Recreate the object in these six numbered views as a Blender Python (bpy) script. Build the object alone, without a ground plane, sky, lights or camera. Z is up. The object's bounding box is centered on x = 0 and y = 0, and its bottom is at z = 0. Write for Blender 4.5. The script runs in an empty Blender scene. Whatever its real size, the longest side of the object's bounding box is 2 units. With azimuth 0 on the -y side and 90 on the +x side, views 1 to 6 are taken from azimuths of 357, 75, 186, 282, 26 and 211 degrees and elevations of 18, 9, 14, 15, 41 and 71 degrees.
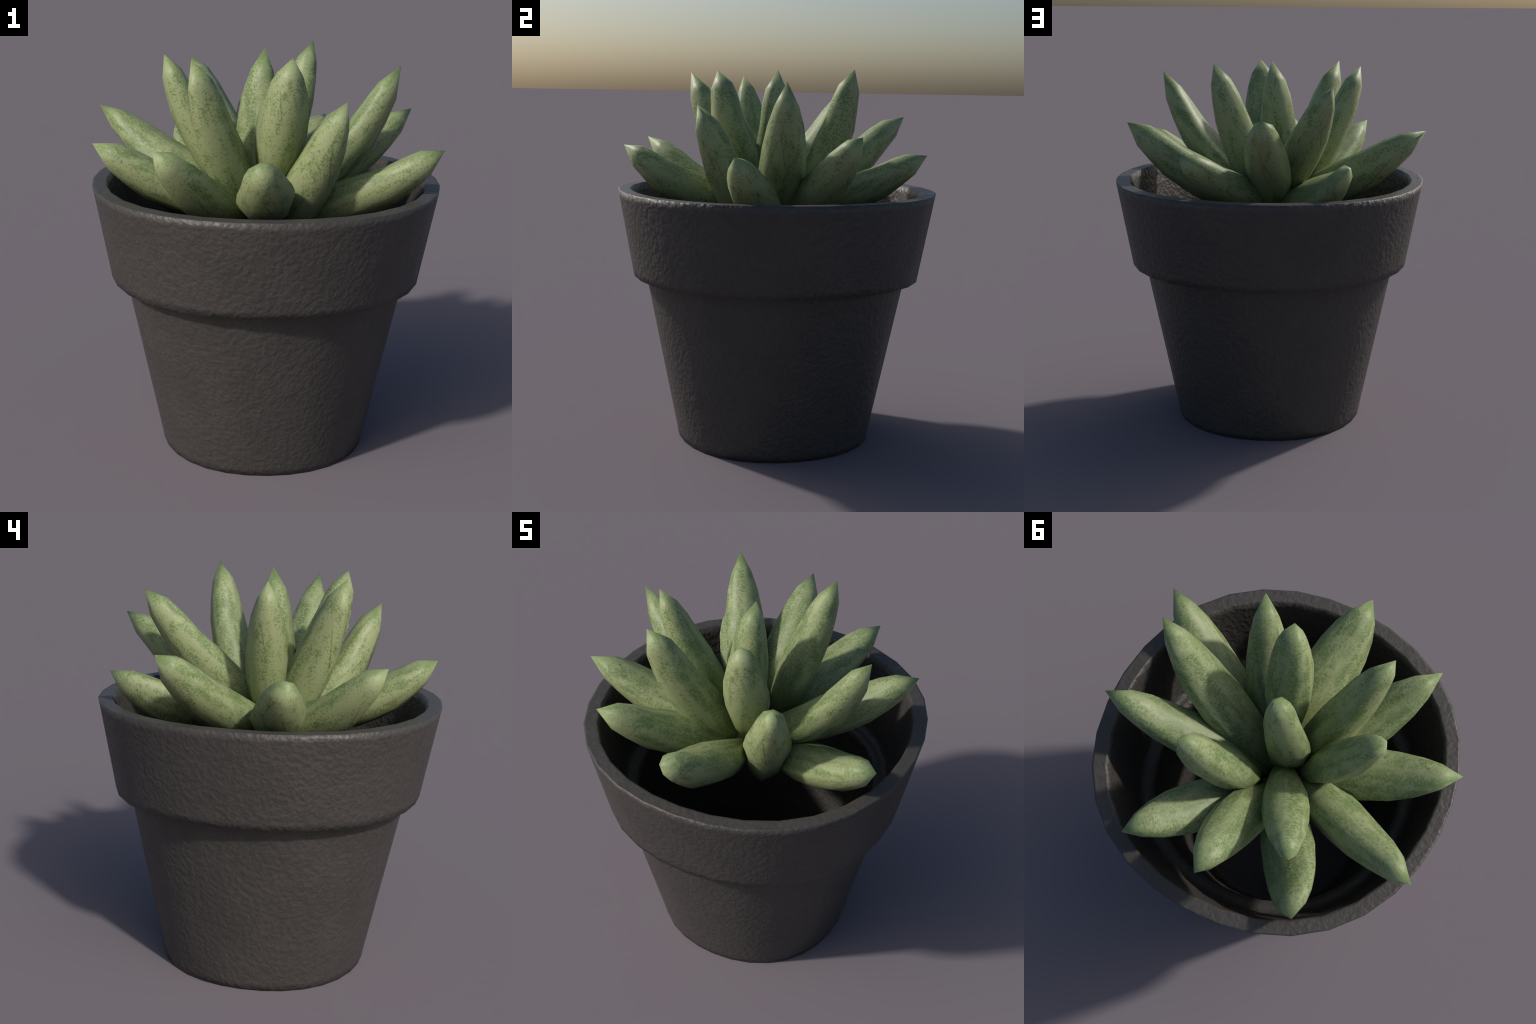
"""A grey flower pot with a rosette of seventeen fleshy pointed succulent leaves."""
import bpy
import math
from mathutils import Matrix, Vector

# ------------------------------------------------------------------ helpers


def node_material(name):
    mat = bpy.data.materials.new(name)
    mat.use_nodes = True
    tree = mat.node_tree
    bsdf = tree.nodes["Principled BSDF"]
    return mat, tree, bsdf


class Nodes:
    """Short-hand for building shader trees."""

    def __init__(self, tree):
        self.tree = tree

    def put(self, socket, value):
        if isinstance(value, bpy.types.NodeSocket):
            self.tree.links.new(value, socket)
        else:
            socket.default_value = value

    def math(self, op, a, b=0.0, c=0.0, clamp=False):
        n = self.tree.nodes.new("ShaderNodeMath")
        n.operation = op
        n.use_clamp = clamp
        for s, v in zip(n.inputs, (a, b, c)):
            self.put(s, v)
        return n.outputs[0]

    def noise(self, vector, scale, detail=2.0, rough=0.5, distortion=0.0):
        n = self.tree.nodes.new("ShaderNodeTexNoise")
        self.put(n.inputs["Vector"], vector)
        n.inputs["Scale"].default_value = scale
        n.inputs["Detail"].default_value = detail
        n.inputs["Roughness"].default_value = rough
        n.inputs["Distortion"].default_value = distortion
        return n.outputs["Fac"]

    def step(self, value, lo, hi, out_lo=0.0, out_hi=1.0, smooth=True):
        n = self.tree.nodes.new("ShaderNodeMapRange")
        n.interpolation_type = "SMOOTHSTEP" if smooth else "LINEAR"
        self.put(n.inputs["Value"], value)
        n.inputs["From Min"].default_value = lo
        n.inputs["From Max"].default_value = hi
        n.inputs["To Min"].default_value = out_lo
        n.inputs["To Max"].default_value = out_hi
        return n.outputs["Result"]

    def mix(self, fac, a, b):
        n = self.tree.nodes.new("ShaderNodeMix")
        n.data_type = "RGBA"
        self.put(n.inputs["Factor"], fac)
        ca, cb = [s for s in n.inputs if s.type == "RGBA"]
        self.put(ca, a if not isinstance(a, tuple) else (*a, 1.0))
        self.put(cb, b if not isinstance(b, tuple) else (*b, 1.0))
        return [s for s in n.outputs if s.type == "RGBA"][0]

    def split(self, vector):
        n = self.tree.nodes.new("ShaderNodeSeparateXYZ")
        self.put(n.inputs[0], vector)
        return n.outputs

    def join(self, x, y, z):
        n = self.tree.nodes.new("ShaderNodeCombineXYZ")
        for s, v in zip(n.inputs, (x, y, z)):
            self.put(s, v)
        return n.outputs[0]

    def bump(self, height, strength, distance, normal=None):
        n = self.tree.nodes.new("ShaderNodeBump")
        n.inputs["Strength"].default_value = strength
        n.inputs["Distance"].default_value = distance
        self.put(n.inputs["Height"], height)
        if normal is not None:
            self.put(n.inputs["Normal"], normal)
        return n.outputs[0]


def mesh_object(name, verts, faces, material, parent=None):
    me = bpy.data.meshes.new(name)
    me.from_pydata(verts, [], faces)
    me.polygons.foreach_set("use_smooth", [True] * len(me.polygons))
    me.materials.append(material)
    me.update()
    ob = bpy.data.objects.new(name, me)
    bpy.context.scene.collection.objects.link(ob)
    if parent:
        ob.parent = parent
    return ob


def loft(rings, close_start=True, close_end=True):
    """Quads between equal rings of points; a one-point ring is a pole."""
    verts, faces, starts = [], [], []
    for ring in rings:
        starts.append(len(verts))
        verts.extend(ring)
    for i in range(len(rings) - 1):
        a, b = starts[i], starts[i + 1]
        na, nb = len(rings[i]), len(rings[i + 1])
        n = max(na, nb)
        for j in range(n):
            k = (j + 1) % n
            if na == 1:
                faces.append((a, b + k, b + j))
            elif nb == 1:
                faces.append((a + j, a + k, b))
            else:
                faces.append((a + j, a + k, b + k, b + j))
    return verts, faces


# ---------------------------------------------------------------- materials


def pot_material():
    mat, tree, bsdf = node_material("hammered_grey_plastic")
    n = Nodes(tree)
    pos = tree.nodes.new("ShaderNodeTexCoord").outputs["Object"]
    skew = tree.nodes.new("ShaderNodeMapping")      # keep the noise lattice off the axes
    skew.inputs["Rotation"].default_value = (0.6, 0.9, 0.4)
    tree.links.new(pos, skew.inputs["Vector"])
    lumps = n.noise(skew.outputs[0], 37.0, 0.4, 0.4)
    ridges = n.noise(skew.outputs[0], 74.0, 0.5, 0.4)
    broad = n.noise(pos, 5.0, 2.0, 0.5)
    tint = n.mix(n.step(broad, 0.35, 0.65), (0.050, 0.045, 0.041), (0.057, 0.051, 0.046))
    tint = n.mix(n.step(lumps, 0.62, 0.36, 0.0, 0.25), tint, (0.034, 0.031, 0.030))
    n.put(bsdf.inputs["Base Color"], tint)
    n.put(bsdf.inputs["Roughness"], n.step(ridges, 0.3, 0.7, 0.48, 0.56))
    bsdf.inputs["Specular IOR Level"].default_value = 0.5
    height = n.math("MULTIPLY_ADD", ridges, 0.45, lumps)
    geo = tree.nodes.new("ShaderNodeNewGeometry")
    level = n.math("ABSOLUTE", n.split(geo.outputs["True Normal"])[2])
    height = n.math("MULTIPLY", height, n.step(level, 0.6, 0.9, 1.0, 0.5))
    n.put(bsdf.inputs["Normal"], n.bump(height, 0.22, 0.026))
    return mat


def leaf_material():
    mat, tree, bsdf = node_material("mottled_succulent_skin")
    n = Nodes(tree)
    coord = tree.nodes.new("ShaderNodeTexCoord")
    x, y, z = n.split(coord.outputs["Object"])
    along = n.split(coord.outputs["Generated"])[1]
    rand = tree.nodes.new("ShaderNodeObjectInfo").outputs["Random"]
    shift = n.math("MULTIPLY", rand, 37.0)

    # which way the skin faces, in the leaf's own frame: +1 is the upper side
    geo = tree.nodes.new("ShaderNodeNewGeometry")
    turn = tree.nodes.new("ShaderNodeVectorTransform")
    turn.vector_type = "NORMAL"
    turn.convert_from, turn.convert_to = "WORLD", "OBJECT"
    tree.links.new(geo.outputs["Normal"], turn.inputs[0])
    facing = n.split(turn.outputs[0])
    upper = n.step(facing[2], -0.35, 0.35)

    # flecks run in slanting strokes away from the midrib
    side = n.math("ABSOLUTE", x)
    across = n.math("MULTIPLY_ADD", side, -0.6, y)
    along_stroke = n.math("MULTIPLY_ADD", y, 0.75, side)
    stroke = n.join(n.math("MULTIPLY_ADD", across, 120.0, shift),
                    n.math("MULTIPLY", along_stroke, 58.0),
                    n.math("MULTIPLY", z, 90.0))
    fine = n.noise(stroke, 1.0, 3.0, 0.6)
    long = n.join(n.math("MULTIPLY", x, 24.0), n.math("MULTIPLY_ADD", y, 4.0, shift), n.math("MULTIPLY", z, 24.0))
    stripes = n.noise(long, 1.0, 2.0, 0.5, 0.3)
    cloud = n.noise(n.join(n.math("MULTIPLY", x, 26.0), n.math("MULTIPLY_ADD", y, 13.0, shift),
                           n.math("MULTIPLY_ADD", z, 26.0, 11.0)), 1.0, 3.0, 0.6)

    pale = (0.296, 0.334, 0.168)
    fresh = (0.176, 0.234, 0.094)
    deep = (0.094, 0.144, 0.042)
    dusty = (0.176, 0.236, 0.098)
    chalk = (0.305, 0.350, 0.186)

    # pale ground with soft green clouds; the upper side is greener overall
    green = n.math("MULTIPLY_ADD", stripes, 0.55, n.math("MULTIPLY", cloud, 0.6))
    green = n.math("MULTIPLY_ADD", upper, 0.13, green)
    green = n.math("MULTIPLY_ADD", fine, 0.55, green)
    ground = n.mix(n.step(green, 0.81, 1.08), pale, n.mix(upper, fresh, dusty))
    # crisp dark flecks crowd along the green stripes
    crowd = n.math("MULTIPLY_ADD", stripes, 0.42, n.math("MULTIPLY_ADD", cloud, 0.22, n.math("MULTIPLY", fine, 1.1)))
    skin = n.mix(n.step(crowd, 0.90, 1.04, 0.0, 0.58), ground, deep)
    # chalky bloom: pale grains, mostly on the upper side
    grain = n.math("MULTIPLY_ADD", cloud, 0.6, fine)
    bloom = n.math("MULTIPLY", n.step(grain, 0.76, 0.66), n.step(facing[2], -0.5, 0.6, 0.15, 0.62))
    skin = n.mix(bloom, skin, chalk)
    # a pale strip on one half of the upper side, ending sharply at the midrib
    strip = n.math("MULTIPLY", n.step(x, 0.0, 0.004), n.step(x, 0.075, 0.02))
    strip = n.math("MULTIPLY", strip, n.step(facing[2], 0.3, 0.6, 0.0, 0.35))
    skin = n.mix(strip, skin, pale)
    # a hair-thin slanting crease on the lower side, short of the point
    slant = n.math("ABSOLUTE", n.math("SUBTRACT", x, n.math("MULTIPLY_ADD", along, 0.20, -0.135)))
    crease = n.math("MULTIPLY", n.step(slant, 0.0035, 0.001), n.step(facing[2], -0.2, -0.6))
    crease = n.math("MULTIPLY", crease, n.math("MULTIPLY", n.step(along, 0.58, 0.64), n.step(along, 0.84, 0.74, 0.0, 0.55)))
    skin = n.mix(crease, skin, (0.07, 0.09, 0.035))

    # olive near the root, even pale green towards the point
    skin = n.mix(n.step(along, 0.42, 0.10, 0.0, 0.60), skin, (0.150, 0.185, 0.045))
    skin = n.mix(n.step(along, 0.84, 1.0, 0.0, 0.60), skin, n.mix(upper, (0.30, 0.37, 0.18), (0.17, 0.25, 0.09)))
    n.put(bsdf.inputs["Base Color"], skin)
    n.put(bsdf.inputs["Roughness"], n.step(fine, 0.35, 0.65, 0.56, 0.46))
    bsdf.inputs["Specular IOR Level"].default_value = 0.40
    n.put(bsdf.inputs["Normal"], n.bump(fine, 0.06, 0.004))
    return mat


def stem_material():
    mat, tree, bsdf = node_material("dry_stem")
    n = Nodes(tree)
    pos = tree.nodes.new("ShaderNodeTexCoord").outputs["Object"]
    n.put(bsdf.inputs["Base Color"], n.mix(n.noise(pos, 30.0), (0.05, 0.06, 0.02), (0.10, 0.12, 0.04)))
    bsdf.inputs["Roughness"].default_value = 0.8
    return mat


# ---------------------------------------------------------------------- pot

SIDES = 32
SQUARENESS = 0.0134          # the rings are slightly squarish, corners on the diagonals

# radius and height up the outer wall, over the rim, down the stepped inner wall
POT_PROFILE = [
    (0.500, 0.000), (0.533, 0.000), (0.539, 0.035), (0.704, 0.868),
    (0.712, 0.903), (0.745, 0.903), (0.779, 0.903), (0.7855, 0.940),
    (0.853, 1.322), (0.860, 1.360), (0.850, 1.360), (0.802, 1.360),
    (0.792, 1.360), (0.782, 1.322), (0.694, 0.995), (0.685, 0.960),
    (0.655, 0.960), (0.625, 0.960), (0.618, 0.925), (0.468, 0.105),
    (0.460, 0.070), (0.430, 0.070),
]


def pot_ring(radius, height):
    ring = []
    for i in range(SIDES):
        a = 2.0 * math.pi * i / SIDES
        r = radius * (1.0 - SQUARENESS * math.cos(4.0 * a))
        ring.append((r * math.cos(a), r * math.sin(a), height))
    return ring


def build_pot(parent):
    rings = [[(0.0, 0.0, POT_PROFILE[0][1])]]
    rings += [pot_ring(r, z) for r, z in POT_PROFILE]
    rings += [[(0.0, 0.0, POT_PROFILE[-1][1])]]
    verts, faces = loft(rings)
    return mesh_object("pot", verts, faces, pot_material(), parent)


# ------------------------------------------------------------------- leaves

LEAF_SIDES = 8
FLAT_TOP = 0.86              # below 1: the upper side is boxy
KEEL = 1.22                  # above 1: the lower side draws in to a keel

# place along the leaf, half-width, rise of the upper side, drop of the lower
# side, as shares of the leaf's greatest half-width
LEAF_PROFILE = [
    (0.00, 0.157, 0.237, 0.262),
    (0.08, 0.461, 0.442, 0.567),
    (0.20, 0.760, 0.590, 0.850),
    (0.35, 0.963, 0.720, 0.966),
    (0.50, 1.001, 0.663, 0.992),
    (0.65, 0.917, 0.530, 0.955),
    (0.78, 0.740, 0.534, 0.741),
    (0.88, 0.497, 0.465, 0.549),
]

# root, point, width, thickness, sag, sideways sway, roll
LEAVES = [
    ((-0.066, 0.009, 1.085), (-0.355, -0.403, 1.981), 0.194, 1.392, 0.009, -0.018, 0.20),
    ((-0.131, 0.006, 1.251), (-0.488, -0.069, 1.969), 0.201, 1.005, 0.013, -0.004, 0.12),
    ((-0.079, 0.009, 1.138), (0.624, -0.123, 1.928), 0.244, 0.952, 0.071, -0.008, 0.00),
    ((-0.032, 0.092, 1.086), (-0.522, -0.622, 1.617), 0.259, 1.028, 0.030, -0.014, 0.01),
    ((0.032, 0.123, 1.202), (0.255, 0.344, 2.000), 0.204, 1.142, 0.002, -0.011, -0.21),
    ((0.009, 0.059, 1.168), (0.753, 0.216, 1.673), 0.233, 1.103, 0.016, 0.010, -0.16),
    ((-0.045, -0.048, 1.113), (-0.011, 0.006, 1.997), 0.234, 1.000, -0.021, -0.013, -0.10),
    ((0.016, -0.116, 1.327), (0.096, -0.347, 1.986), 0.245, 0.951, -0.002, -0.005, 0.55),
    ((0.030, -0.039, 1.122), (-0.841, 0.337, 1.669), 0.229, 1.172, 0.007, -0.022, 0.56),
    ((-0.032, -0.000, 1.217), (-0.370, 0.542, 1.899), 0.214, 1.113, 0.004, -0.001, -0.05),
    ((-0.028, 0.113, 1.198), (0.370, 0.717, 1.562), 0.248, 0.944, -0.003, 0.013, 0.04),
    ((-0.043, 0.099, 1.153), (-0.040, 0.748, 1.751), 0.241, 0.999, -0.045, 0.015, 0.03),
    ((0.087, -0.045, 1.183), (0.790, -0.413, 1.582), 0.239, 1.002, 0.038, -0.012, 0.04),
    ((0.034, -0.009, 0.998), (0.326, -0.496, 1.813), 0.234, 1.114, 0.021, -0.003, 0.19),
    ((0.007, -0.130, 1.230), (-0.066, -0.813, 1.594), 0.270, 0.899, 0.039, 0.003, -0.23),
    ((-0.058, 0.151, 1.261), (-0.461, 0.681, 1.519), 0.297, 0.667, 0.087, 0.003, -0.60),
    ((0.029, -0.048, 1.169), (-0.820, -0.233, 1.578), 0.265, 0.981, 0.032, 0.032, -0.07),
]


def bulge(value, power):
    return math.copysign(abs(value) ** power, value) if abs(value) > 1e-6 else 0.0


def build_leaf(spec, material, parent):
    root, point, width, thick, sag, sway, roll = spec
    root, point = Vector(root), Vector(point)
    length = (point - root).length
    axis = (point - root) / length
    across = axis.cross(Vector((0.0, 0.0, 1.0))).normalized()
    up = across.cross(axis)
    c, s = math.cos(roll), math.sin(roll)
    across, up = across * c + up * s, up * c - across * s

    half = width / 2.0
    rings = []
    for t, wide, rise, drop in LEAF_PROFILE:
        arch = 4.0 * length * t * (1.0 - t)
        ring = []
        for i in range(LEAF_SIDES):
            a = 2.0 * math.pi * i / LEAF_SIDES
            above = math.sin(a) > 0.0
            h = (rise if above else drop) * thick
            power = FLAT_TOP if above else KEEL
            ring.append((bulge(math.cos(a), power) * wide * half + sway * arch, length * t,
                         bulge(math.sin(a), power) * h * half - sag * arch))
        rings.append(ring)
    rings.insert(0, [(0.0, -0.01, 0.0)])
    rings.append([(0.0, length, 0.0)])
    # the frame across, axis, up is right-handed: wind the rings outwards
    rings = [ring[::-1] for ring in rings]
    verts, faces = loft(rings)
    leaf = mesh_object("leaf", verts, faces, material, parent)
    frame = Matrix((across, axis, up)).transposed().to_4x4()
    frame.translation = root
    leaf.matrix_world = frame
    return leaf


def build_plant(parent):
    rings = [[(0.0, 0.0, 1.06)]]
    for r, z in ((0.03, 1.07), (0.055, 1.12), (0.06, 1.18), (0.04, 1.24)):
        rings.append([(r * math.cos(k * math.pi / 6), r * math.sin(k * math.pi / 6), z) for k in range(12)])
    rings.append([(0.0, 0.0, 1.26)])
    verts, faces = loft(rings)
    stem = mesh_object("stem", verts, faces, stem_material(), parent)
    skin = leaf_material()
    for spec in LEAVES:
        build_leaf(spec, skin, stem)
    return stem


def main():
    thing = bpy.data.objects.new("potted_succulent", None)
    bpy.context.scene.collection.objects.link(thing)
    thing["label"] = "pale green pointed succulent rosette in a dark grey flower pot"
    thing["category"] = "potted plant"
    build_pot(thing)
    build_plant(thing)
    bpy.context.view_layer.update()


main()
